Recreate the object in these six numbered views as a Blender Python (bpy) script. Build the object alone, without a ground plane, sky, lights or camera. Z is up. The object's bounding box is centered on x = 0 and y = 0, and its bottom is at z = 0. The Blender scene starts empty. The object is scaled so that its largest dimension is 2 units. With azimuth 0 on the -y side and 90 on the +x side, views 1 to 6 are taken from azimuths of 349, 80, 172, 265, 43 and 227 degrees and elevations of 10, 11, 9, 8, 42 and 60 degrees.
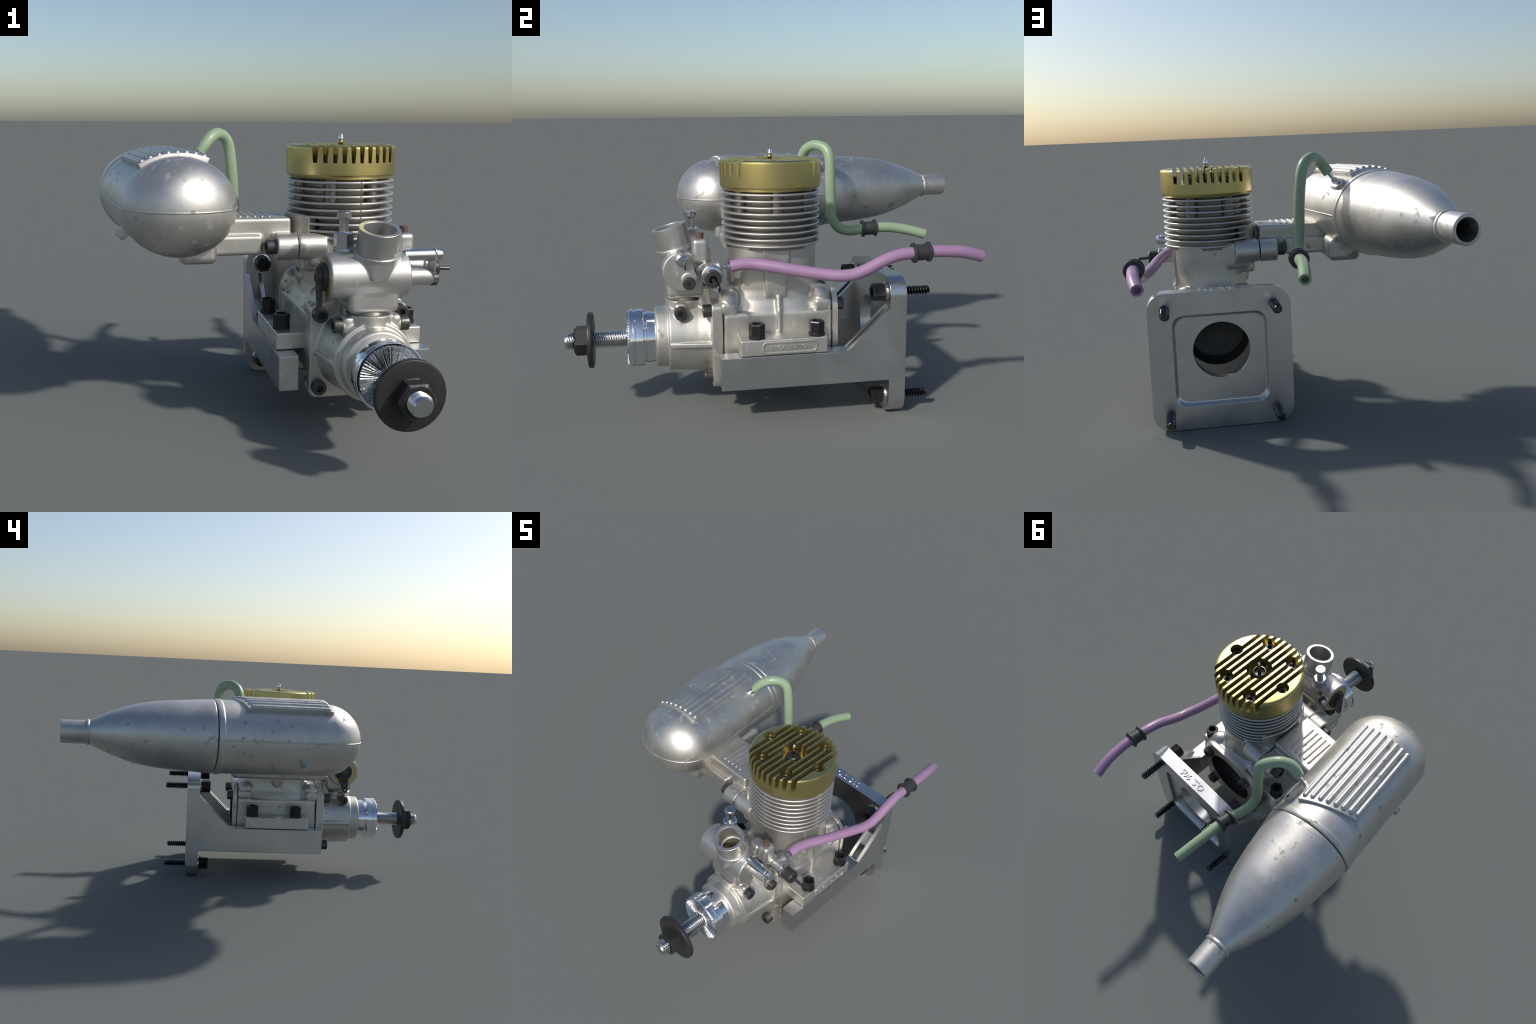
# Model-aircraft glow engine with side silencer, bolted to an aluminium back-plate mount.
import bpy, bmesh, math, random
from mathutils import Vector, Matrix
from math import sin, cos, pi, radians, sqrt, atan2

random.seed(7)
X0 = 0.2835            # centre plane of the engine
ZC = 0.3155            # crankshaft height
YC = -0.1205           # cylinder axis
COL = bpy.context.scene.collection
AX = {'x': Vector((1, 0, 0)), 'y': Vector((0, 1, 0)), 'z': Vector((0, 0, 1))}

# ------------------------------------------------------------------ materials
def mat_base(name):
    m = bpy.data.materials.new(name); m.use_nodes = True
    nt = m.node_tree
    return m, nt, nt.nodes, nt.links, nt.nodes['Principled BSDF']

def ramp(n, l, src, a, b, ca=(0, 0, 0, 1), cb=(1, 1, 1, 1)):
    r = n.new('ShaderNodeValToRGB')
    e = r.color_ramp.elements
    e[0].position, e[1].position = a, b
    e[0].color, e[1].color = ca, cb
    l.new(src, r.inputs['Fac']); return r.outputs['Color']

def noise(n, l, co, scale, detail=3, rough=0.55):
    t = n.new('ShaderNodeTexNoise'); t.inputs['Scale'].default_value = scale
    t.inputs['Detail'].default_value = detail; t.inputs['Roughness'].default_value = rough
    l.new(co, t.inputs['Vector']); return t.outputs['Fac']

def mathn(n, l, op, a, b):
    m = n.new('ShaderNodeMath'); m.operation = op
    for i, v in enumerate((a, b)):
        if isinstance(v, (int, float)): m.inputs[i].default_value = v
        else: l.new(v, m.inputs[i])
    return m.outputs[0]

def mixc(n, l, fac, a, b):
    m = n.new('ShaderNodeMix'); m.data_type = 'RGBA'
    l.new(fac, m.inputs['Factor'])
    for s, v in (('A', a), ('B', b)):
        sock = [i for i in m.inputs if i.name == s and i.type == 'RGBA'][0]
        if isinstance(v, tuple): sock.default_value = (*v, 1)
        else: l.new(v, sock)
    return [o for o in m.outputs if o.type == 'RGBA'][0]

def metal(name, col, rough, spots=0.0, spot_col=(0.3, 0.28, 0.25), stretch=(1, 1, 1), vary=0.1,
          bump=0.15, bscale=260, metallic=1.0, spot_scale=17):
    """Metal with cloudy roughness and, if asked for, matt pits and stains."""
    m, nt, n, l, p = mat_base(name)
    tc = n.new('ShaderNodeTexCoord'); mp = n.new('ShaderNodeMapping')
    mp.inputs['Scale'].default_value = stretch
    l.new(tc.outputs['Object'], mp.inputs['Vector'])
    co = tc.outputs['Object']
    cloud = noise(n, l, co, 9, 4)
    dark = tuple(c * (1 - vary * 1.2) for c in col)
    lite = tuple(min(1, c * (1 + vary * 0.6)) for c in col)
    base = ramp(n, l, cloud, 0.3, 0.7, (*dark, 1), (*lite, 1))
    rr = mathn(n, l, 'ADD', mathn(n, l, 'MULTIPLY', cloud, 0.16), rough - 0.08)
    p.inputs['Metallic'].default_value = metallic
    if spots:
        fine = noise(n, l, mp.outputs['Vector'], spot_scale, 3, 0.5)
        patch = noise(n, l, co, 7.0, 2)
        s = mathn(n, l, 'ADD', fine, mathn(n, l, 'MULTIPLY', patch, 0.30))
        t = 0.855 - 0.06 * spots
        big = ramp(n, l, s, t - 0.02, t + 0.09)
        pin = ramp(n, l, noise(n, l, co, 95, 2, 0.5), 0.735, 0.78)
        mask = mathn(n, l, 'MAXIMUM', big, mathn(n, l, 'MULTIPLY', pin, 0.5))
        base = mixc(n, l, mathn(n, l, 'MULTIPLY', mask, 0.7), base, spot_col)
        rr = mathn(n, l, 'ADD', rr, mathn(n, l, 'MULTIPLY', mask, 0.3))
        l.new(mathn(n, l, 'SUBTRACT', metallic, mathn(n, l, 'MULTIPLY', mask, 0.4)), p.inputs['Metallic'])
    l.new(base, p.inputs['Base Color']); l.new(rr, p.inputs['Roughness'])
    if bump:
        b = n.new('ShaderNodeBump'); b.inputs['Strength'].default_value = bump
        b.inputs['Distance'].default_value = 0.002
        l.new(noise(n, l, co, bscale, 3), b.inputs['Height']); l.new(b.outputs['Normal'], p.inputs['Normal'])
    return m

def plain(name, col, rough, vary=0.08, spec=0.5, metallic=0.0, sss=0.0, coat=0.0):
    m, nt, n, l, p = mat_base(name)
    tc = n.new('ShaderNodeTexCoord')
    cl = noise(n, l, tc.outputs['Object'], 14, 3)
    l.new(ramp(n, l, cl, 0.3, 0.7, (*[c * (1 - vary) for c in col], 1), (*[min(1, c * (1 + vary)) for c in col], 1)),
          p.inputs['Base Color'])
    l.new(mathn(n, l, 'ADD', mathn(n, l, 'MULTIPLY', cl, 0.12), rough - 0.06), p.inputs['Roughness'])
    p.inputs['Specular IOR Level'].default_value = spec
    p.inputs['Metallic'].default_value = metallic
    if sss:
        p.inputs['Subsurface Weight'].default_value = sss
        p.inputs['Subsurface Scale'].default_value = 0.02
    if coat:
        p.inputs['Coat Weight'].default_value = coat
    return m

CAST = metal('cast_aluminium', (0.62, 0.595, 0.545), 0.47, spots=0.6, spot_col=(0.30, 0.28, 0.25), metallic=0.9, spot_scale=24)
SILENCER = metal('silencer_aluminium', (0.60, 0.58, 0.545), 0.46, spots=1.2, spot_col=(0.25, 0.24, 0.215), metallic=0.92, spot_scale=25,
                 stretch=(1, 0.85, 1))
FINM = metal('fin_aluminium', (0.60, 0.575, 0.54), 0.42, spots=0.3, metallic=0.85)
CORE_SHADE = metal('core_darkened_for_shade', (0.26, 0.245, 0.22), 0.45)  # core metal darkened to carry the occlusion between the fins
MILLED = metal('milled_aluminium', (0.62, 0.622, 0.625), 0.34, vary=0.04, bump=0.03)
CARB = metal('carburettor_aluminium', (0.58, 0.565, 0.54), 0.42, spots=0.3, metallic=0.88)
GOLD = metal('gold_anodised', (0.57, 0.485, 0.205), 0.33, metallic=0.95, spots=0.0, spot_col=(0.34, 0.29, 0.12), vary=0.07, bump=0.06)
BRASS = metal('brass', (0.60, 0.47, 0.18), 0.28, vary=0.06, bump=0)
CHROME = metal('chrome', (0.82, 0.83, 0.85), 0.10, vary=0.05, bump=0.04)
TEETH = metal('knurled_steel', (0.72, 0.73, 0.75), 0.27, vary=0.3, bump=0.9, bscale=130)
STEEL = metal('bright_steel', (0.66, 0.66, 0.66), 0.22, vary=0.08, bump=0.05)
BLACK = metal('black_oxide', (0.022, 0.022, 0.024), 0.36, metallic=0.3, vary=0.2, bump=0.1)
GUN = metal('gunmetal_screw', (0.10, 0.095, 0.092), 0.34, metallic=0.7, vary=0.15, bump=0.1)
WASHER = metal('black_washer', (0.034, 0.033, 0.032), 0.42, metallic=0.3, vary=0.2, bump=0.2, bscale=120)
THREAD = metal('dark_thread', (0.13, 0.13, 0.13), 0.2, metallic=1.0, vary=0.7, bump=0.6, bscale=160)
RUBBER = plain('black_rubber', (0.032, 0.033, 0.036), 0.45)
GREEN = plain('green_silicone', (0.285, 0.385, 0.245), 0.36, vary=0.04, sss=0.08)
PURPLE = plain('purple_silicone', (0.335, 0.205, 0.335), 0.34, vary=0.04, sss=0.08)
BROWN = plain('brown_cap', (0.12, 0.065, 0.045), 0.6)
DARK = plain('near_black_recess', (0.018, 0.017, 0.016), 0.45)  # near-black colour used for the crank chamber, the flange hole and the plate slot
LEVER = plain('black_lever', (0.035, 0.033, 0.032), 0.42)

# ------------------------------------------------------------------ mesh helpers
def hexr(th, r):                       # polar radius of a hexagon with corner radius r
    a = (th % (pi / 3)) - pi / 6
    return r * cos(pi / 6) / cos(a)

def frame(o, d, up=None):
    d = Vector(d).normalized()
    up = Vector(up) if up is not None else (Vector((0, 0, 1)) if abs(d.z) < 0.9 else Vector((0, 1, 0)))
    u = up - d * up.dot(d); u.normalize()
    v = d.cross(u)
    return Vector(o), d, u, v

class Part:
    def __init__(self): self.bm = bmesh.new()

    def add(self, bm):
        me = bpy.data.meshes.new('t'); bm.to_mesh(me); bm.free()
        self.bm.from_mesh(me); bpy.data.meshes.remove(me); return self

    def rings(self, rings, closed=False, cap=True):
        b = self.bm; vs = [[b.verts.new(p) for p in r] for r in rings]; k = len(vs[0]); m = len(vs)
        for i in range(m if closed else m - 1):
            a, c = vs[i], vs[(i + 1) % m]
            for j in range(k):
                b.faces.new((a[j], a[(j + 1) % k], c[(j + 1) % k], c[j]))
        if cap and not closed:
            b.faces.new(list(reversed(vs[0]))); b.faces.new(vs[-1])
        return self

    def lathe(self, prof, o=(0, 0, 0), d=(0, 0, 1), seg=48, up=None, closed=False, sx=1.0):
        """prof: (h, r) or (h, r, 'hex'); h runs along d."""
        o, d, u, v = frame(o, d, up); R = []
        for q in prof:
            h, r = q[0], max(q[1], 1e-5); hx = len(q) > 2
            R.append([o + d * h + (u * cos(t) * sx + v * sin(t)) * (hexr(t, r) if hx else r)
                      for t in (2 * pi * j / seg for j in range(seg))])
        return self.rings(R, closed)

    def cyl(self, a, b, r, r2=None, seg=40, ch=0.0, up=None):
        a, b = Vector(a), Vector(b); L = (b - a).length; r2 = r if r2 is None else r2
        if ch:
            p = [(0, r - ch)] + [(ch * (1 - cos(t)), r - ch + ch * sin(t)) for t in (pi/6, pi/3, pi/2)] + \
                [(L - ch * (1 - cos(t)), r2 - ch + ch * sin(t)) for t in (pi/2, pi/3, pi/6)] + [(L, r2 - ch)]
        else: p = [(0, r), (L, r2)]
        return self.lathe(p, a, b - a, seg, up)

    def box(self, lo, hi, bev=0.0, seg=3, mtx=None):
        bm = bmesh.new(); lo, hi = Vector(lo), Vector(hi)
        bmesh.ops.create_cube(bm, size=1)
        for v in bm.verts: v.co = Vector((lo[i] + (v.co[i] + .5) * (hi[i] - lo[i]) for i in range(3)))
        if bev: bmesh.ops.bevel(bm, geom=bm.edges[:], offset=bev, segments=seg, affect='EDGES', profile=0.5)
        if mtx: bm.transform(mtx)
        return self.add(bm)

    def prism(self, poly, axis, a, b, bev=0.0, seg=2, mtx=None):
        """poly in the plane of the two other axes (in xyz order), extruded from a to b."""
        i = 'xyz'.index(axis); bm = bmesh.new()
        def pt(p, h):
            q = list(p); q.insert(i, h); return q
        lo = [bm.verts.new(pt(p, a)) for p in poly]; hi = [bm.verts.new(pt(p, b)) for p in poly]
        k = len(poly)
        for j in range(k): bm.faces.new((lo[j], lo[(j+1) % k], hi[(j+1) % k], hi[j]))
        f1 = bm.faces.new(list(reversed(lo))); f2 = bm.faces.new(hi)
        if bev:
            bmesh.ops.bevel(bm, geom=list(set(f1.edges[:] + f2.edges[:])), offset=bev, segments=seg, affect='EDGES', profile=0.5)
        if mtx: bm.transform(mtx)
        return self.add(bm)

    def ball(self, c, r, seg=24):
        bm = bmesh.new(); bmesh.ops.create_uvsphere(bm, u_segments=seg, v_segments=seg // 2, radius=1)
        r = (r, r, r) if isinstance(r, (int, float)) else r
        for v in bm.verts: v.co = Vector((c[i] + v.co[i] * r[i] for i in range(3)))
        return self.add(bm)

    def sweep(self, pts, r, seg=24, ri=None, dep=0.06, n=10, flat=None):
        P = spline(pts, n); R = []
        t0 = (P[1] - P[0]).normalized()
        u = Vector((0, 0, 1)) if abs(t0.z) < .9 else Vector((1, 0, 0))
        F = []
        for i, p in enumerate(P):
            t = (P[min(i+1, len(P)-1)] - P[max(i-1, 0)]).normalized()
            u = (u - t * u.dot(t)).normalized(); F.append((p, t, u, t.cross(u)))
        def ring(f, rad):
            p, t, u, v = f
            return [p + (u * cos(a) + v * sin(a)) * rad for a in (2*pi*j/seg for j in range(seg))]
        if ri:
            k = max(2, int(len(F) * dep))
            R = [ring(f, ri) for f in F[:k][::-1]] + [ring(F[0], ri + (r-ri)*.3)] + [ring(f, r) for f in F] + \
                [ring(F[-1], ri + (r-ri)*.3)] + [ring(f, ri) for f in F[-k:][::-1]]
            return self.rings(R)
        return self.rings([ring(f, r) for f in F])

    def mesh(self, name, ang=35):
        bmesh.ops.recalc_face_normals(self.bm, faces=self.bm.faces[:])
        me = bpy.data.meshes.new(name); self.bm.to_mesh(me); self.bm.free()
        finish(me, ang); return me

    def obj(self, name, parent, mat, ang=35, loc=None):
        return put(self.mesh(name, ang), name, parent, mat, loc)

def finish(me, ang=35):
    me.shade_smooth()
    if ang: me.set_sharp_from_angle(angle=radians(ang))

def put(me, name, parent, mat, loc=None, flat=True):
    if mat and not me.materials: me.materials.append(mat)
    o = bpy.data.objects.new(name, me); COL.objects.link(o)
    o.parent = parent
    if loc is not None: o.location = loc
    if flat:
        w = o.modifiers.new('face_weighted', 'WEIGHTED_NORMAL'); w.keep_sharp = True; w.weight = 50
    return o

def spline(pts, n=10):
    P = [Vector(p) for p in pts]
    if len(P) == 2: return [P[0].lerp(P[1], i / n) for i in range(n + 1)]
    Q = [P[0] * 2 - P[1]] + P + [P[-1] * 2 - P[-2]]; out = []
    for i in range(1, len(Q) - 2):
        a, b, c, d = Q[i-1:i+3]
        for k in range(n):
            t = k / n
            out.append(0.5 * ((2*b) + (c-a)*t + (2*a-5*b+4*c-d)*t*t + (3*b-a-3*c+d)*t**3))
    return out + [P[-1]]

def modded(me, mods, ang=35, name='m'):
    """Bake a list of (type, settings) modifiers into a new mesh."""
    o = bpy.data.objects.new('tmp', me); COL.objects.link(o)
    for ty, st in mods:
        m = o.modifiers.new('m', ty)
        for k, v in st.items(): setattr(m, k, v)
    dg = bpy.context.evaluated_depsgraph_get(); dg.update()
    r = bpy.data.meshes.new_from_object(o.evaluated_get(dg), depsgraph=dg)
    bpy.data.objects.remove(o); r.name = name
    finish(r, ang); return r

def cast_mesh(part, voxel=0.004, smooth=4, name='cast', ang=0):
    """Union of overlapping solids with the soft inner corners of a casting."""
    me = part.mesh(name)
    return modded(me, [('REMESH', dict(mode='VOXEL', voxel_size=voxel, use_smooth_shade=True)),
                       ('SMOOTH', dict(factor=0.5, iterations=smooth))], ang, name)

def cut(me, cutters, name='cut', ang=30, bevel=0.0):
    o = bpy.data.objects.new('tmp', me); COL.objects.link(o); cs = []
    for c in cutters:
        co = bpy.data.objects.new('c', c); COL.objects.link(co); cs.append(co)
        m = o.modifiers.new('b', 'BOOLEAN'); m.operation = 'DIFFERENCE'; m.object = co; m.solver = 'EXACT'
    if bevel:
        m = o.modifiers.new('v', 'BEVEL'); m.width = bevel; m.segments = 2; m.limit_method = 'ANGLE'; m.angle_limit = radians(40)
    dg = bpy.context.evaluated_depsgraph_get(); dg.update()
    r = bpy.data.meshes.new_from_object(o.evaluated_get(dg), depsgraph=dg)
    for c in [o] + cs: bpy.data.objects.remove(c)
    r.name = name; finish(r, ang); return r

def text_mesh(s, size, depth, mtx, name='lettering', space=1.0):
    c = bpy.data.curves.new('t', 'FONT'); c.body = s; c.size = size; c.extrude = depth
    c.align_x = 'CENTER'; c.align_y = 'CENTER'; c.space_character = space; c.resolution_u = 4
    o = bpy.data.objects.new('t', c); COL.objects.link(o)
    dg = bpy.context.evaluated_depsgraph_get(); dg.update()
    me = bpy.data.meshes.new_from_object(o.evaluated_get(dg), depsgraph=dg)
    bpy.data.objects.remove(o); me.transform(mtx); me.name = name; finish(me, 30); return me

def basis(o, x, y, z):
    return Matrix.Translation(o) @ Matrix((x, y, z)).transposed().to_4x4()

def roundrect(cx, cz, hx, hz, r, n=8):
    out = []
    for sx, sz, a0 in ((1, 1, 0), (-1, 1, pi/2), (-1, -1, pi), (1, -1, 3*pi/2)):
        for k in range(n + 1):
            a = a0 + pi/2 * k / n
            out.append((cx + sx*(hx - r) + r*cos(a), cz + sz*(hz - r) + r*sin(a)))
    return out

def roundpoly(pts, r, n=5):
    """Polygon with rounded corners (radius-like offset r along each edge)."""
    out = []; k = len(pts)
    for i in range(k):
        a, b, c = (Vector((*pts[(i+j) % k], 0)) for j in (-1, 0, 1))
        d1, d2 = (a - b), (c - b); q = min(r, d1.length*.45, d2.length*.45)
        p1, p2 = b + d1.normalized()*q, b + d2.normalized()*q
        for t in range(n + 1):
            t /= n; p = p1*(1-t)**2 + b*2*t*(1-t) + p2*t*t
            out.append((p.x, p.y))
    return out

# ------------------------------------------------------------------ the thing
engine = bpy.data.objects.new('model_engine', None); COL.objects.link(engine)
engine.empty_display_size = 0.1
engine.location = (0, 0, 0)
engine['label'] = 'small silver model aircraft engine with gold head and side silencer'
engine['category'] = 'model engine'

# fasteners ---------------------------------------------------------------
def cap_screw(r, L):
    """Round socket screw head along +z from 0 to L."""
    c = r * 0.14
    return Part().lathe([(0, r), (L - c, r), (L - c*.3, r - c*.35), (L, r - c), (L, r*.62), (L, r*.60, 'hex'), (L, r*.52, 'hex'),
                         (L - L*.55, r*.5, 'hex')], seg=36).mesh('cap_screw', 30)

def hex_bolt_head(r, L, fl=0.0):
    """Hexagon head with a hollow middle; optional round flange below."""
    p = []
    if fl: p += [(0, fl), (L*.16, fl), (L*.20, fl*.97), (L*.22, r*.95, 'hex')]
    else: p += [(0, r, 'hex')]
    p += [(L*.93, r, 'hex'), (L, r*.92, 'hex'), (L, r*.60), (L - r*.05, r*.56), (L*.55, r*.54)]
    return Part().lathe(p, seg=36).mesh('hex_bolt', 25)

def place(me, name, parent, mat, o, d, spin=0):
    ob = put(me, name, parent, mat)
    ob.matrix_local = Matrix.Translation(o) @ Vector((0, 0, 1)).rotation_difference(Vector(d)).to_matrix().to_4x4() @ Matrix.Rotation(spin, 4, 'Z')
    return ob

def thread(h0, h1, r, pitch, dep):
    p = [(h0, r - dep)]; h = h0
    while h + pitch <= h1 + 1e-6:
        p += [(h + pitch*.12, r - dep), (h + pitch*.42, r), (h + pitch*.62, r), (h + pitch*.92, r - dep)]; h += pitch
    return p + [(h1, r - dep)]

def helix_thread(part, o, d, L, r, pitch, dep, seg=36, nose=0.006):
    """Screw thread: a lathe whose rows climb one pitch per turn; the flat core hides the row ends."""
    o, d, u, v = frame(o, d); rows = int(L / pitch) + 1; R = []
    for i in range(rows * 4 + 1):
        row = []
        for j in range(seg):
            a = 2*pi*j/seg
            h = min(max(i * pitch / 4, 0), L)
            ph = (h / pitch - a / (2*pi)) % 1.0
            k = abs(ph*2 - 1)
            rr = r - dep * min(1, max(0, (k - .25) * 2))
            if h > L - nose: rr = min(rr, r - dep*.6 - (h - (L - nose)) * .5)
            row.append(o + d*h + (u*cos(a) + v*sin(a)) * rr)
        R.append(row)
    return part.rings(R)

# ================================================================== mount
mount_parts = []
plate = Part().prism(roundrect(X0, .2925, .296, .2925, .075, 10), 'y', .322, .392, .003).mesh('plate')
hole = Part().cyl((.2815, .25, .328), (.2815, .5, .328), .1195, seg=72).mesh('c')
rec = Part().rings([[(a, y, b) for a, b in roundrect(.286, .2935, .1965 - d, .1955 - d, .05 - d*.6, 8)]
                   for y, d in ((.373, .017), (.3745, .012), (.379, .008), (.393, 0), (.5, -.001))]).mesh('c')
mount = put(cut(plate, [hole, rec], 'engine_mount', 30, 0.003), 'engine_mount', engine, MILLED)
for s in (-1, 1):
    xo, xi = X0 + s*.2965, X0 + s*.222
    lo, hi = min(xo, xi), max(xo, xi)
    P = Part().box((lo, -.375, .1565), (hi, .3235, .2915), .003, 2)
    P.obj('mount_rail', mount, MILLED, 30)
    G = Part()
    a, b = xo + s*.0006, xo - s*.019            # outer cheek, one face with the rail
    G.prism([(-.3725, .159), (-.3725, .289), (.143, .289), (.323, .468), (.3235, .159)], 'x', min(a, b), max(a, b), .0015)
    a, b = xi + s*.0005, xi + s*.019            # inner cheek
    G.prism([(.143, .289), (.323, .468), (.3235, .289)], 'x', min(a, b), max(a, b), .0015)
    G.box((lo + .015, .145, .286), (hi - .015, .3225, .294), 0)
    G.prism([(.262, .289), (.323, .350), (.3235, .289)], 'x', lo + .015, hi - .015)
    G.obj('mount_gusset', mount, MILLED, 30)
mb = hex_bolt_head(.0365, .050)
ms = Part()
helix_thread(ms, (0, 0, 0), (0, 0, 1), .125, .0198, .0125, .0078, 24, .004)
ms = ms.mesh('bolt_thread', 30)
mw = Part().lathe([(0, .040), (.006, .040), (.009, .036), (.009, .015)], seg=40).mesh('bolt_washer')
for i, (dx, dz) in enumerate(((-.2237, .068), (.2237, .068), (-.2237, .516), (.2237, .516))):
    x = X0 + dx
    h = place(mb, 'mount_bolt', mount, BLACK, (x, .3135, dz), (0, -1, 0), .3 + i*.7)
    place(mw, 'bolt_washer', mount, STEEL, (x, .3225, dz), (0, -1, 0))
    place(ms, 'bolt_thread', mount, THREAD, (x, .388, dz), (0, 1, 0), i * 1.1)
tm = text_mesh('O.S. 905', .047, .0022, basis((X0, .357, .5865), Vector((1, 0, 0)), Vector((0, 1, 0)), Vector((0, 0, 1))), space=1.0)
put(tm, 'lettering', mount, MILLED)

# ================================================================== crankcase (lower casting)
def case_outline(hw, zb, zs, hw2, zt):
    return [(X0 - hw, zb), (X0 + hw, zb), (X0 + hw, zs), (X0 + hw2, zt), (X0 - hw2, zt), (X0 - hw, zs)]

P = Part()
P.box((X0 - .184, -.351, .215), (X0 + .184, .107, .445), .014)
P.cyl((X0, -.351, ZC), (X0, .107, ZC), .182, seg=64)
P.prism(roundpoly(case_outline(.172, .30, .46, .115, .540), .03), 'y', -.351, -.295, 0)
P.prism(roundpoly(case_outline(.172, .30, .455, .125, .520), .03), 'y', .035, .107, 0)
P.cyl((X0 - .150, .060, .473), (X0 + .150, .060, .473), .053, seg=40)      # rounded rear shoulder
P.cyl((X0 - .12, -.285, .495), (X0 + .12, -.285, .495), .050, seg=40)
# barrel: from the broad shoulder up to the fin stack
rows = []
for z, rx, ry in ((.38, .182, .226), (.44, .180, .224), (.462, .173, .212), (.49, .163, .202), (.53, .158, .192), (.58, .160, .187), (.63, .164, .186), (.72, .167, .186)):
    e = 3.4 - 0.5 * min(1, max(0, (z - .42) / .18))
    row = []
    for j in range(64):
        a = 2*pi*j/64; c, s = cos(a), sin(a)
        row.append((X0 + rx * math.copysign(abs(c)**(2/e), c), YC + ry * math.copysign(abs(s)**(2/e), s), z))
    rows.append(row)
P.rings(rows)
for s in (-1, 1):
    for y0, y1, yb in ((-.362, -.288, -.322), (.030, .106, .066)):
        P.box((X0 + s*.150 - .037, y0, .440), (X0 + s*.150 + .037, y1, .491), .014)
        P.ball((X0 + s*.132, yb, .492), (.048, .047, .052))
# transfer bulges with a tapering foot
for s in (1,):
    rr = []
    for z, hw, xo in ((.503, .041, .170), (.52, .042, .172), (.62, .050, .175), (.708, .0585, .178)):
        xs = sorted((X0 + s*.12, X0 + s*xo))
        rr.append([(xs[0], -.1285 - hw, z), (xs[1], -.1285 - hw, z), (xs[1], -.1285 + hw, z), (xs[0], -.1285 + hw, z)])
    P.rings(rr)
P.cyl((X0 + .180, -.119, .36), (X0 + .180, -.119, .45), .0125, seg=20)
P.cyl((X0 + .180, -.119, .445), (X0 + .164, -.119, .507), .0125, seg=20)
# exhaust duct and its two screw ears, on the silencer side
P.box((.092, -.262, .588), (X0 - .05, .046, .735), .012)
P.box((.120, -.300, .610), (X0 - .05, .070, .733), .02)
P.cyl((.0735, -.268, .687), (X0 - .10, -.268, .687), .050, seg=40)
P.cyl((.0735, .058, .687), (X0 - .10, .058, .687), .050, seg=40)
P.box((.0735, -.225, .640), (.16, .02, .735), .004)
# emblem disc on the left flank
P.cyl((.13, -.121, .550), (.111, -.121, .545), .030, seg=32)
case_me = cast_mesh(P, .0034, 14, 'crankcase')
case_me = cut(case_me, [Part().cyl((X0, -.06, .337), (X0, .3, .337), .145, seg=64).mesh('c')], 'crankcase', 45)
crankcase = put(case_me, 'crankcase', engine, CAST, flat=False)
put(text_mesh('61', .034, .003, basis((.1125, -.121, .546), Vector((0, -1, 0)), Vector((.2, 0, .98)).normalized(), Vector((-.98, 0, .2)).normalized())),
    'lettering', crankcase, CAST)

# mounting lugs
for s in (-1, 1):
    xo = X0 + s*.2915; xi = X0 + s*.17
    L = Part().box((min(xo, xi), -.297, .2925), (max(xo, xi), .062, .3595), .007, 3)
    lug = L.obj('mounting_lug', crankcase, CAST, 40)
    if s < 0:      # raised oval panel
        Part().prism(roundrect(-.1125, .3255, .156, .027, .0265, 8), 'x', xo - .003, xo + .006, .0015).obj('lug_panel', crankcase, CAST)
    else:          # framed name panel with raised lettering
        pin = roundrect(-.0955, .3245, .107, .0185, .0125, 6); pout = roundrect(-.0955, .3245, .113, .0245, .018, 6)
        F = Part(); rings = []
        for x, pl in ((xo - .003, pout), (xo + .0035, pout), (xo + .0045, [((a[0]+b[0])/2, (a[1]+b[1])/2) for a, b in zip(pin, pout)]), (xo + .0035, pin), (xo - .003, pin)):
            rings.append([(x, a, b) for a, b in pl])
        F.rings(rings, closed=True).obj('lug_frame', crankcase, CAST, 60)
        put(text_mesh('SPECIAL EDITION', .0215, .0026, basis((xo + .0005, -.0955, .3235), Vector((0, 1, 0)), Vector((0, 0, 1)), Vector((1, 0, 0)))),
            'lettering', crankcase, CAST)
hb = hex_bolt_head(.0335, .060, .034)
for i, (x, y) in enumerate(((X0 - .2555, -.225), (X0 - .2555, .022), (X0 + .2555, -.225), (X0 + .2555, .022))):
    place(hb, 'lug_bolt', crankcase, BLACK, (x, y, .359), (0, 0, 1), .25 + .8*i)

# back plate, its screws and the open near-black crank chamber
BP = Part().prism(roundpoly(case_outline(.184, .133, .462, .145, .534), .045, 6), 'y', .1085, .131, .005).mesh('b')
back_plate = put(cut(BP, [Part().cyl((X0, .05, .337), (X0, .2, .337), .1475, seg=64).mesh('c')], 'back_plate', 30), 'back_plate', engine, CAST)
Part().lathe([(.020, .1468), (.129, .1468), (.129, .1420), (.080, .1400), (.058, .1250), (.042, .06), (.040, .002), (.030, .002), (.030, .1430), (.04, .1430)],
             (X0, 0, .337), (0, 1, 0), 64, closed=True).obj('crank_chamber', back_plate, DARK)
cs = cap_screw(.0275, .034)
for dx, z in ((-.136, .456), (.136, .456), (-.136, .178), (.136, .178)):
    place(cs, 'back_plate_screw', back_plate, GUN, (X0 + dx, .130, z), (0, 1, 0), .2)

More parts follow.
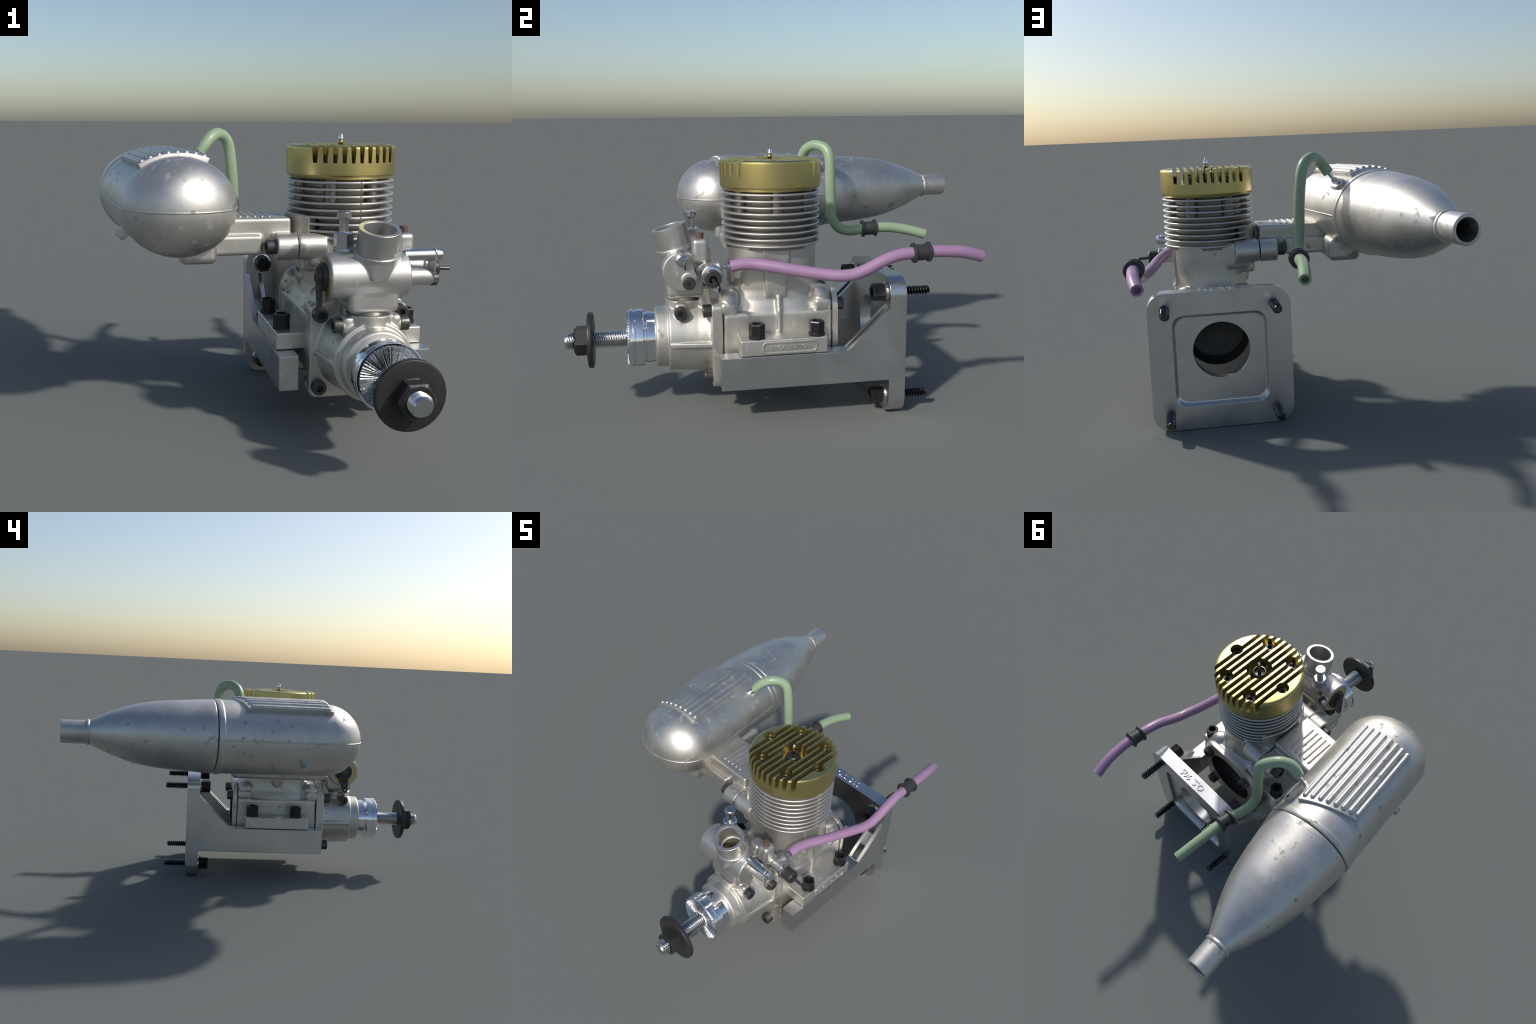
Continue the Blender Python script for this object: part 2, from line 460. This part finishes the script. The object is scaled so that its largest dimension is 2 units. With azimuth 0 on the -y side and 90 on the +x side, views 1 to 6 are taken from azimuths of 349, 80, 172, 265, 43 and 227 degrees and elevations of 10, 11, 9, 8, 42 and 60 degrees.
# ================================================================== front housing
P = Part()
P.prism(roundpoly([(X0 - .187, .132), (X0 + .187, .132), (X0 + .187, .475), (X0 + .165, .490), (X0 + .105, .492), (X0 + .075, .548),
                   (X0 - .075, .548), (X0 - .105, .492), (X0 - .165, .490), (X0 - .187, .475)], .03, 5), 'y', -.3975, -.3535, .004)
P.lathe([(-.36, .150), (-.39, .168), (-.41, .158), (-.45, .152), (-.50, .149), (-.566, .147), (-.570, .143), (-.571, .10)], (X0, 0, ZC), (0, 1, 0), 72)
P.lathe([(-.55, .129), (-.617, .128), (-.624, .122), (-.625, .08)], (X0, 0, ZC), (0, 1, 0), 72)
P.cyl((X0, -.4955, .34), (X0, -.4955, .482), .083, seg=56)                   # carburettor socket
P.box((X0 - .075, -.44, .40), (X0 + .075, -.37, .515), .01)
for s in (-1, 1):
    P.box((X0 + s*.088 - .021, -.545, .405), (X0 + s*.088 + .021, -.492, .479), .016)   # pinch-screw ears
    P.cyl((X0 + s*.06, -.519, .442), (X0 + s*.109, -.519, .442), .026, seg=28)
    P.prism([(X0 + s*.10, -.38), (X0 + s*.172, -.39), (X0 + s*.149, -.566), (X0 + s*.10, -.566)], 'z', .300, .322, .004)
    P.prism([(X0 + s*.04, -.36), (X0 + s*.092, -.36), (X0 + s*.070, -.425), (X0 + s*.04, -.425)], 'z', .44, .535, .005)  # webs
    P.cyl((X0 + s*.165, -.353, .175), (X0 + s*.165, -.325, .175), .028, seg=24)
housing = put(cast_mesh(P, .0028, 2, 'front_housing'), 'front_housing', engine, CAST, flat=False)
fs = cap_screw(.0275, .036)
for dx, z in ((-.1555, .456), (.1555, .456), (-.1555, .179), (.1555, .179)):
    place(fs, 'housing_screw', housing, GUN, (X0 + dx, -.3965, z), (0, -1, 0), .25)
ps = cap_screw(.0275, .032)
for s in (-1, 1):
    place(ps, 'pinch_screw', housing, GUN, (X0 + s*.108, -.520, .443), (s, 0, 0), .1)

# ================================================================== prop driver, shaft, washer, nut
D = Part()
D.lathe([(-.620, .105), (-.660, .1085), (-.664, .104), (-.670, .104), (-.674, .119), (-.677, .1205), (-.706, .1205), (-.709, .117), (-.714, .117),
         (-.717, .1215), (-.731, .1215), (-.7335, .119), (-.7335, .113), (-.729, .111), (-.729, .02)], (X0, 0, ZC), (0, 1, 0), 96)
driver = D.obj('propeller_driver', engine, CHROME, 30)
# radial gripping teeth on the driver face
T = Part(); NT = 66; rings = []
rnd = random.Random(3)
jit = [(0, rnd.uniform(.0005, .006), rnd.uniform(.005, .0105), rnd.uniform(.0005, .006)) for _ in range(NT)]
for r, base in ((.112, -.7285), (.111, -.733), (.09, -.7325), (.065, -.732), (.046, -.7315), (.036, -.7315)):
    row = []
    for j in range(NT * 4):
        a = 2*pi*j/(NT*4); k = j % 4
        amp = jit[j // 4][k] * (0 if r > .1115 else 1)
        row.append((X0 + r*cos(a), base - amp, ZC + r*sin(a)))
    rings.append(row)
T.rings(rings, cap=False).obj('driver_teeth', driver, TEETH, 15)
S = Part()
helix_thread(S, (X0, -.722, ZC), (0, -1, 0), .2775, .0378, .0100, .0062, 48, .012)
shaft = S.obj('crankshaft', engine, STEEL, 40)
Part().lathe([(-.74, .045), (-.725, .050)], (X0, 0, ZC), (0, 1, 0), 48).obj('shaft_collar', shaft, STEEL)
washer = Part().lathe([(-.8815, .034), (-.8815, .111), (-.883, .1155), (-.887, .1182), (-.897, .1186), (-.902, .1165), (-.9050, .111), (-.9058, .07), (-.9062, .034)],
                      (X0, 0, ZC), (0, 1, 0), 80, closed=True).obj('propeller_washer', engine, WASHER, 30)
Part().lathe([(-.904, .034), (-.904, .063), (-.907, .0645, 'hex'), (-.952, .0645, 'hex'), (-.9585, .056, 'hex'), (-.9605, .052), (-.9605, .040), (-.956, .034)],
             (X0, 0, ZC), (0, 1, 0), 48, up=(.5, 0, .87), closed=True).obj('propeller_nut', engine, WASHER, 25)

# ================================================================== cylinder fins and core
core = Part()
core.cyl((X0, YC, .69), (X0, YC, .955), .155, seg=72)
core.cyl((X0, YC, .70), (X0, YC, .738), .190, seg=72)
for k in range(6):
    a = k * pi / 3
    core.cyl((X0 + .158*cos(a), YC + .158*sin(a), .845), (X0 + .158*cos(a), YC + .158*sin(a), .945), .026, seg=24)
cylinder = core.obj('cylinder', engine, CORE_SHADE)
R = .2095; t = .0042
fin = Part().lathe([(-t*1.2, .150), (-t*1.1, R - .010), (-t*1.15, R - .005), (-t*.9, R - .0016), (0, R), (t*.9, R - .0016), (t*1.15, R - .005), (t*1.1, R - .010), (t*1.2, .150)], (0, 0, 0), (0, 0, 1), 96).mesh('cooling_fin', 50)
for i in range(9):
    put(fin, 'cooling_fin', cylinder, FINM, (X0, YC, .9268 - i*.0262))
N = Part()
for i in range(9):
    a = radians(-88); z = .9268 - i*.0262
    N.box((X0 + .02 - .003, YC - R - .0022, z - .004), (X0 + .02 + .003, YC - R + .006, z + .004), .001)
nub = N.obj('parting_nub', cylinder, FINM); nub['kind'] = 'stuff'
# curved exhaust shield that closes the lower fins on the silencer side
E_ = Part(); rings = []
for k in range(33):
    a = radians(180 - 41 + 82 * k / 32); e = min(1, min(k, 32 - k) / 4); dz = .012 * (1 - e)**2
    z0, z1 = .716 + dz, .803 - dz
    rings.append([(X0 + r*cos(a), YC + r*sin(a), z) for r, z in ((.17, z0), (.214, z0), (.2175, z0 + .004), (.2175, z1 - .004), (.214, z1), (.17, z1))])
E_.rings(rings).obj('exhaust_shield', cylinder, CAST, 40)

# ================================================================== cylinder head
HT = 1.0635
hp = [(.938, .14), (.938, .1985), (.9395, .2005), (.9535, .2128), (.9555, .2135), (HT - .014, .2135), (HT - .006, .2115), (HT - .0015, .2065), (HT, .200), (HT, .1)]
head = Part().lathe([(a, b) for a, b in hp], (X0, YC, 0), (0, 0, 1), 112).mesh('head')
cutters = []
for j in range(-5, 5):
    xc = X0 + (j + .5) * .0325
    cutters.append(Part().prism([(xc - .0063, .9995), (xc + .0063, .9995), (xc + .0112, HT + .012), (xc - .0112, HT + .012)], 'y', YC - .3, YC + .3).mesh('c'))
for k in range(6):
    a = k * pi / 3
    cutters.append(Part().cyl((X0 + .158*cos(a), YC + .158*sin(a), 1.000), (X0 + .158*cos(a), YC + .158*sin(a), 1.2), .0305, seg=40).mesh('c'))
cutters.append(Part().cyl((X0, YC, .985), (X0, YC, 1.2), .061, seg=48).mesh('c'))
head_ob = put(cut(head, cutters, 'cylinder_head', 32, .0012), 'cylinder_head', engine, GOLD)
hs = cap_screw(.0265, .032)
for k in range(6):
    a = k * pi / 3
    place(hs, 'head_screw', head_ob, GUN, (X0 + .158*cos(a), YC + .158*sin(a), .999), (0, 0, 1), .3*k)
# glow plug
gp = Part().lathe([(.984, .046), (.990, .046), (.992, .042, 'hex'), (1.020, .042, 'hex'), (1.026, .037, 'hex'), (1.0275, .034), (1.040, .033), (1.0435, .0305),
                   (1.044, .027), (1.041, .0245), (1.030, .0225), (1.028, .009), (1.052, .0085), (1.054, .005)], (X0, YC, 0), (0, 0, 1), 48).obj('glow_plug', engine, GUN, 28)
Part().lathe([(1.050, .0078), (1.064, .0078), (1.067, .0102), (1.075, .0104), (1.078, .0085), (1.082, .0075)], (X0, YC, 0), (0, 0, 1), 28).obj('terminal_base', gp, BRASS, 40)
Part().lathe([(1.079, .0088), (1.081, .0102), (1.090, .0098), (1.098, .0078), (1.104, .0048), (1.1065, .0008)], (X0, YC, 0), (0, 0, 1), 28).obj('plug_terminal', gp, CHROME, 40)

# ================================================================== silencer
MA, MT, MR = .1284, .0088, .0118            # yaw, pitch and roll of the silencer axis
Ma = Vector((-sin(MA)*cos(MT), cos(MA)*cos(MT), sin(MT))); Ml = Vector((-cos(MA), -sin(MA), 0)); Mz = Ma.cross(Ml)
if Mz.z < 0: Mz = -Mz
Ml, Mz = Ml*cos(MR) + Mz*sin(MR), Mz*cos(MR) - Ml*sin(MR)
MO = Vector((-.4062, 0, .8485))
SW, SH = .2107, .182
def mpt(s, lat, z): return MO + Ma * s + Ml * lat + Mz * z
def oval(s, w, h, n=72): return [mpt(s, w*sin(2*pi*k/n), h*cos(2*pi*k/n)) for k in range(n)]
S0 = -.4785; SD = -.2956; DL = SD - S0
rings = []
for k in range(1, 21):
    a = (pi/2) * k / 20
    rings.append(oval(SD - DL*cos(a), SW*sin(a), SH*sin(a)))
rings.insert(0, oval(S0 - .0001, .003, .003))
for s in (-.15, -.05, .05, .15, .22): rings.append(oval(s, SW, SH))
for s, d in ((.241, 0), (.2445, .0035), (.250, .0042), (.266, .0042), (.271, .0025), (.274, -.004), (.274, -.014), (.20, -.014), (-.25, -.014)): rings.append(oval(s, SW + d, SH + d))
silencer = Part().rings(rings).obj('silencer', engine, SILENCER, 40)
rings = []
prof = [(.276, -.011), (.276, -.006), (.279, -.0015), (.283, 0)]
for s, d in prof: rings.append(oval(s, SW + d, SH + d))
hk = [(.283, .182), (.34, .1785), (.41, .1735), (.47, .1695), (.53, .1638), (.58, .1573), (.63, .1478), (.665, .139), (.70, .128), (.74, .1140), (.78, .0985), (.82, .0805), (.855, .0640), (.866, .0580)]
def interp(tab, x):
    for (a, b), (c, d) in zip(tab, tab[1:]):
        if x <= c: return b + (d - b) * (x - a) / (c - a)
    return tab[-1][1]
sp = spline([(a, b, 0) for a, b in hk], 4)
for p in sp[1:]:
    q = max(0, min(1, (p.x - .30) / .56))
    f = 1 + (SW/SH - 1) * (1 - q)**1.1
    rings.append(oval(p.x, p.y*f, p.y))

for s, r in ((.867, .0585), (.870, .0615), (.876, .0622), (.881, .0605), (.883, .0565), (.997, .0555), (1.000, .0535), (1.001, .051), (1.001, .0435), (.998, .0415), (.87, .0415), (.862, .046)):
    rings.append(oval(s, r, r))
for p in reversed(sp[1:-4]):                       # inner wall of the hollow cone
    rings.append(oval(p.x, (p.y - .012) * (1 + (SW/SH - 1) * (1 - max(0, min(1, (p.x - .30) / .56)))**1.1), p.y - .012))
Part().rings(rings, closed=True).obj('silencer_cone', silencer, SILENCER, 40)
# parting ridge round the front shell
path = []
for k in range(-26, 27):
    a = k / 26
    if abs(a) > .5:
        s = .238 - (.238 - SD) * (1 - (abs(a) - .5) / .5); path.append((s, math.copysign(SW, a)))
    else:
        b = a * pi; path.append((SD - DL*cos(b), SW*sin(b)))
R_ = Part(); rings = []
pp = [mpt(s, l_, 0) for s, l_ in path]
for i, p in enumerate(pp):
    t_ = (pp[min(i+1, len(pp)-1)] - pp[max(i-1, 0)]).normalized(); nn = t_.cross(Mz)
    rings.append([p + nn*(.0035*cos(q)) + Mz*(.0036*sin(q)) for q in (2*pi*j/8 for j in range(8))])
R_.rings(rings).obj('silencer_seam', silencer, SILENCER, 60)
# ribbed cooling pad on top
def surf(s, phi, d=0.0):
    n = Vector((0, 0, 0)) + Ml * (sin(phi)/SW) + Mz * (cos(phi)/SH); n.normalize()
    return mpt(s, SW*sin(phi), SH*cos(phi)) + n*d, n
PH0, PH1 = radians(-29.5), radians(40.5)
rings = []; NP = 28
sa, sb = -.294, .124
def rear(ph): return .206 + (.126 - .206) * max(0, min(1, (ph - PH0) / (PH1 - PH0)))      # the rear edge runs askew
for end, ds, d in ((0, -.003, -.01), (0, -.002, .005), (0, .002, .0102), (1, -.001, .0102), (1, .002, .005), (1, .004, -.01)):
    def hh(f): return d if d < 0 else d + .007 * ((f - (PH0 + PH1)/2) / ((PH1 - PH0)/2))**2
    def sl_(ph): return (rear(ph) if end else sa) + ds
    fi = [PH0 + (PH1 - PH0)*k/NP for k in range(NP + 1)]
    top = [surf(sl_(f), f, hh(f))[0] for f in fi]
    bot = [surf(sl_(f), f, -.02)[0] for f in reversed(fi)]
    rings.append(top + [surf(sl_(PH1), PH1 + .010, min(d, 0) - .006)[0]] + bot + [surf(sl_(PH0), PH0 - .010, min(d, 0) - .006)[0]])
Part().rings(rings).obj('cooling_pad', silencer, SILENCER, 35)
for k in range(8):
    ph = PH0 + (PH1 - PH0) * (k + .50) / 8.0
    hr = .0086 + .007 * ((ph - (PH0 + PH1)/2) / ((PH1 - PH0)/2))**2
    (a, n1), (b, n2) = surf(sa + .008, ph, hr), surf(rear(ph) - .014, ph, hr)
    a, b = Vector(a), Vector(b); L = (b - a).length; r = .0122
    pr = [(r*(1 - cos(q)), r*sin(q)) for q in (.02, .4, .8, 1.2, pi/2)] + [(L - r*(1 - cos(q)), r*sin(q)) for q in (pi/2, 1.2, .8, .4, .02)]
    Part().lathe(pr, a, b - a, 20).obj('cooling_rib', silencer, SILENCER, 60)
# drain spigot
Q = Part().box((-.03, -.0175, -.022), (.034, .0175, .022), .006, 2, basis((-.560, -.176, .749), Vector((-.75, 0, -.66)), Vector((0, 1, 0)), Vector((.66, 0, -.75))))
Q.obj('drain_spigot', silencer, SILENCER, 40)
# pressure nipple on its oval flange
pf, nf = surf(.172, radians(-46.5), .006)
tt = Ma; bb = nf.cross(tt)
fl = Part(); rows = []
for h, sc in ((-.018, 1), (.007, 1), (.010, .97), (.011, .9)):
    rows.append([pf + nf*h + tt*(sx*.030 + .0255*cos(a)*sc) + bb*(.0255*sin(a)*sc) for sx, a in [(1 if j < 12 else -1, -pi/2 + pi*(j/11 if j < 12 else (j - 12)/11 + 1)) for j in range(24)]])
fl.rings(rows).obj('nipple_flange', silencer, SILENCER, 35)
nb = Vector((-.2705, .1365, .9893))
nd = Vector((.614, 0, .789)).normalized()
Part().lathe([(-.014, .015), (.004, .015, 'hex'), (.012, .015, 'hex'), (.0125, .0090), (.045, .0090), (.050, .0105), (.062, .008)], nb, nd, 30).obj('pressure_nipple', silencer, STEEL, 30)
Part().cyl(pf + nf*.004 + tt*.038, pf + nf*.0125 + tt*.038, .008, seg=20).obj('flange_hole', silencer, DARK)

# manifold arm between silencer and cylinder
P = Part()
P.box((-.30, -.228, .690), (.062, -.004, .791), .012)
P.box((-.30, -.258, .655), (-.052, .032, .730), .012)
P.box((-.02, -.245, .650), (.0715, .010, .733), .010)
for y in (-.268, .058):
    P.cyl((-.008, y, .687), (.0705, y, .687), .050, seg=40)
    P.box((-.004, min(y, -.10), .640), (.068, max(y, -.10), .734), .008)
manifold = put(cast_mesh(P, .003, 2, 'manifold'), 'manifold', engine, CAST, flat=False)
P = Part()
P.box((-.372, -.306, .632), (-.230, .172, .74), .028, 5)
P.obj('silencer_foot', silencer, SILENCER, 60)
for i in range(5):
    x = -.0155 - i*.0285; r = .0062
    L = .158; pr = [(r*(1 - cos(q)), r*sin(q)) for q in (.02, .5, 1, pi/2)] + [(L - r*(1 - cos(q)), r*sin(q)) for q in (pi/2, 1, .5, .02)]
    Part().lathe(pr, (x, -.194, .7912), (-.02, 1, 0), 16).obj('manifold_rib', manifold, CAST, 60)
put(text_mesh('74K', .020, .0015, basis((.038, -.115, .7912), Vector((0, -1, 0)), Vector((1, 0, 0)), Vector((0, 0, 1)))), 'lettering', manifold, CAST)
es = cap_screw(.029, .038)
for y in (-.268, .058):
    place(es, 'manifold_screw', manifold, GUN, (-.007, y, .689), (-1, 0, 0), .2)

# ================================================================== carburettor
BY, BZ, BR = -.507, .617, .0835
th = radians(15.5); Td = Vector((0, -sin(th), cos(th))); Tb = Vector((X0 + .011, BY, BZ))
P = Part()
P.lathe([(.1165, .078), (.1175, .0835), (.13, BR), (.399, BR), (.406, .080), (.406, .05)], (0, BY, BZ), (1, 0, 0), 64)
rr = []
for c, ex, rx, ry, tl in ((Tb + Td*.094, 2, .072, .072, th), (Tb + Td*.092, 2, .0795, .0795, th), (Tb + Td*.078, 2, .0795, .0795, th),
                          (Vector((X0, -.552, .628)), 5, .036, .047, .05), (Vector((X0, -.552, .617)), 5, .031, .046, .05)):
    row = []
    for j in range(48):
        t = 2*pi*j/48; c_, s_ = cos(t), sin(t)
        row.append(c + Vector((1, 0, 0))*rx*math.copysign(abs(c_)**(2/ex), c_) + Vector((0, cos(tl), sin(tl)))*ry*math.copysign(abs(s_)**(2/ex), s_))
    rr.append(row)
P.rings(rr)
P.box((X0 - .098, -.574, .494), (X0 + .086, -.420, .585), .020, 4)
P.cyl((X0, -.4955, .45), (X0, -.4955, .51), .058, seg=48)
P.box((X0 - .06, -.575, .54), (X0 + .06, -.44, .63), .02)
P.cyl((.20, -.455, .66), (.20, -.455, .712), .040, seg=32)                 # boss under the stop screw
P.cyl((.40, -.49, .605), (.52, -.49, .605), .0345, seg=36, ch=.01)          # needle-side extension
P.box((.34, -.49, .615), (.388, -.41, .672), .012)
carb_me = cast_mesh(P, .003, 2, 'carburettor')
carb_me = cut(carb_me, [Part().cyl(Tb - Td*.04, Tb + Td*.3, .048, seg=40).mesh('c'),
                        Part().cyl((.05, BY, BZ), (.128, BY, BZ), .068, seg=48).mesh('c')], 'carburettor', 60)
carb = put(carb_me, 'carburettor', engine, CARB, flat=False)
Part().lathe([(.030, .050), (.088, .0745), (.1785, .0735), (.180, .0720), (.180, .0580), (.178, .0565), (.098, .0550), (.095, .048), (.030, .046)], Tb, Td, 72, closed=True).obj('intake_throat', carb, CARB, 35)
Part().cyl((X0 - .06, BY, BZ - .012), (X0 + .06, BY, BZ - .012), .040, seg=32).obj('throttle_barrel', carb, BRASS)
# throttle side: gold retaining ring, black hub, lever with link holes
Part().lathe([(.114, .066), (.1215, .0675), (.1225, .0675), (.124, .060), (.128, .052), (.128, .02)], (0, BY, BZ), (1, 0, 0), 56).obj('retaining_ring', carb, GOLD)
hub = Part().lathe([(.086, .024), (.088, .030), (.100, .031), (.101, .048), (.126, .055)], (0, BY + .006, BZ), (1, 0, 0), 40).obj('throttle_hub', carb, LEVER, 30)
lev = [(-.531, .622), (-.526, .645), (-.500, .652), (-.474, .645), (-.469, .622), (-.4775, .575), (-.499, .508), (-.5085, .496), (-.522, .496), (-.5275, .507), (-.529, .575)]
lm = Part().prism(roundpoly(lev, .012, 4), 'x', .090, .102, .0015).mesh('l')
lc = [Part().cyl((.05, y, z), (.15, y, z), .0055, seg=20).mesh('c') for y, z in ((-.5066, .566), (-.511, .540), (-.515, .514))]
lever = put(cut(lm, lc, 'throttle_lever', 30), 'throttle_lever', carb, LEVER)
sm = Part().lathe([(0, .0195), (.004, .0195), (.008, .015), (.0095, .006), (.0095, .0005)], (0, 0, 0), (0, 0, 1), 32).mesh('s')
cross = [Part().box((-.013, -.0022, .005), (.013, .0022, .02)).mesh('c'), Part().box((-.0022, -.013, .005), (.0022, .013, .02)).mesh('c')]
place(cut(sm, cross, 'lever_screw', 30), 'lever_screw', lever, GUN, (.0905, -.4985, .6145), (-1, 0, 0), .1)
# idle stop screw: hexagon nut, neck and slotted head
sx_, sy_ = .197, -.4555
Part().lathe([(.695, .036, 'hex'), (.763, .036, 'hex'), (.768, .032, 'hex'), (.768, .015)], (sx_, sy_, 0), (0, 0, 1), 36).obj('stop_screw_nut', carb, STEEL, 25)
st = Part().lathe([(.765, .0185), (.770, .0165), (.805, .0165), (.814, .019), (.817, .026), (.820, .0268), (.836, .0268), (.8395, .024), (.8395, .001)], (sx_, sy_, 0), (0, 0, 1), 40).mesh('s')
sl = Part().box((-.04, -.0022, .833), (.04, .0022, .9), 0, 1, Matrix.Translation((sx_, sy_, 0)) @ Matrix.Rotation(radians(10), 4, 'Z')).mesh('c')
put(cut(st, [sl], 'stop_screw', 30), 'stop_screw', carb, STEEL)
Part().cyl((.150, -.427, .650), (.118, -.416, .650), .0135, seg=24, ch=.003).obj('stop_pin', carb, STEEL)
Part().cyl((.155, -.429, .650), (.137, -.4225, .650), .021, seg=28, ch=.004).obj('pin_seal', carb, RUBBER)
# low-speed side: bright tube, swing plate, knurled screw
Part().lathe([(.40, .0225), (.515, .0225), (.518, .0245), (.530, .0245), (.533, .021), (.537, .021), (.540, .017), (.540, .001)], (0, -.516, .687), (1, 0, 0), 36).obj('idle_tube', carb, STEEL, 30)
pl = roundpoly([(-.541, .705), (-.516, .7165), (-.491, .705), (-.4555, .612), (-.4655, .585), (-.492, .576), (-.518, .585), (-.530, .62)], .018, 5)
Part().prism(pl, 'x', .512, .5165, .001).obj('swing_plate', carb, CARB)
slot = Part().box((.515, -.5055, .645), (.5175, -.5005, .672), .0005).obj('plate_slot', carb, DARK)
kn = Part().lathe([(.515, .024)] + [(.5165, .024), (.538, .0235), (.541, .021), (.541, .010), (.541, .0095, 'hex'), (.532, .009, 'hex')], (0, -.4905, .594), (1, 0, 0), 36)
for k in range(24):
    a = 2*pi*k/24
    kn.box((.517, -.0018, .0225), (.5375, .0018, .0255), .0006, 1, Matrix.Translation((0, -.4905, .594)) @ Matrix.Rotation(a, 4, 'X'))
kn.obj('idle_needle', carb, GUN, 30)
Part().lathe([(.532, .0205), (.537, .0205), (.538, .017), (.542, .017), (.542, .001)], (0, -.516, .687), (1, 0, 0), 30).obj('swing_screw', carb, CHROME, 30)
# high-speed needle assembly behind the barrel
NY, NZ = -.4005, .6265
P = Part()
P.cyl((.33, NY - .01, NZ), (.520, NY, NZ), .034, seg=36, ch=.006)
P.cyl((.4295, -.4365, .61), (.4295, -.41, .66), .026, seg=24)
P.cyl((.478, NY, NZ + .012), (.480, -.358, NZ + .022), .024, seg=28, ch=.004)
P.box((.324, -.452, .62), (.386, -.388, .710), .017, 4)
nv = put(cast_mesh(P, .0026, 2, 'needle_valve'), 'needle_valve', carb, CARB, flat=False)
Part().box((.398, -.4695, .655), (.461, -.4035, .758), .019, 5).obj('fuel_capsule', carb, CARB, 60)
Part().cyl((.4295, -.4365, .752), (.4295, -.4365, .780), .0158, seg=28, ch=.002).obj('brown_cap', carb, BROWN)
Part().lathe([(.513, .030), (.516, .040), (.524, .0425), (.530, .041), (.534, .035), (.534, .02)], (0, NY, NZ - .006), (1, 0, 0), 44).obj('needle_collar', carb, STEEL, 40)
Part().lathe([(.532, .030), (.536, .0325), (.578, .0325), (.582, .030), (.582, .017), (.579, .0155), (.560, .015)], (0, NY + .001, NZ - .011), (1, 0, 0), 40).obj('needle_knob', carb, RUBBER, 30)
Part().cyl((.55, NY + .001, NZ - .011), (.634, NY + .002, NZ - .016), .0075, seg=20, ch=.002).obj('needle', carb, GUN)
ns, ne = Vector((.479, -.364, .648)), Vector((.4775, -.318, .645))
Part().lathe([(0, .0155, 'hex'), (.012, .0155, 'hex'), (.013, .0105), (.024, .0105), (.026, .0135), (.034, .0115), (.075, .0115)], ns, ne - ns, 36).obj('fuel_nipple', carb, STEEL, 30)

# ================================================================== tubes with grommets
gpts = [(-.242, .1365, 1.026), (-.222, .138, 1.054), (-.195, .152, 1.083), (-.163, .183, 1.0985), (-.128, .222, 1.085), (-.106, .238, 1.050), (-.096, .2415, .99), (-.088, .2420, .90),
        (-.083, .2435, .80), (-.079, .250, .745), (-.073, .283, .702), (-.063, .332, .688), (-.052, .385, .695), (-.047, .430, .700), (-.044, .49, .7025), (-.042, .548, .699), (-.034, .62, .686), (-.022, .700, .665)]
green = Part().sweep(gpts, .0243, 28, .0150, .03, 8).obj('pressure_tube', engine, GREEN, 50)
ppts = [(.4775, -.318, .645), (.482, -.275, .6525), (.492, -.226, .6535), (.512, -.165, .647), (.533, -.105, .638), (.552, -.03, .6255), (.575, .05, .615), (.594, .11, .612), (.604, .165, .6185), (.608, .22, .640),
        (.611, .285, .672), (.612, .345, .690), (.614, .40, .696), (.615, .45, .6985), (.616, .505, .699), (.6115, .592, .693), (.604, .65, .681), (.594, .700, .667)]
purple = Part().sweep(ppts, .0243, 28, .0150, .03, 8).obj('fuel_tube', engine, PURPLE, 50)
gr = Part().lathe([(-.036, .020), (-.036, .038), (-.034, .0405), (-.030, .0412), (-.026, .0405), (-.024, .038), (-.023, .0325), (.023, .0325), (.024, .038), (.026, .0405),
                   (.030, .0412), (.034, .0405), (.036, .038), (.036, .020)], seg=48, closed=True).mesh('grommet', 40)
place(gr, 'grommet', green, RUBBER, (-.0478, .424, .6995), (.004 / .05, .99, .06))
place(gr, 'grommet', purple, RUBBER, (.6142, .432, .6975), (.02, .99, .05))
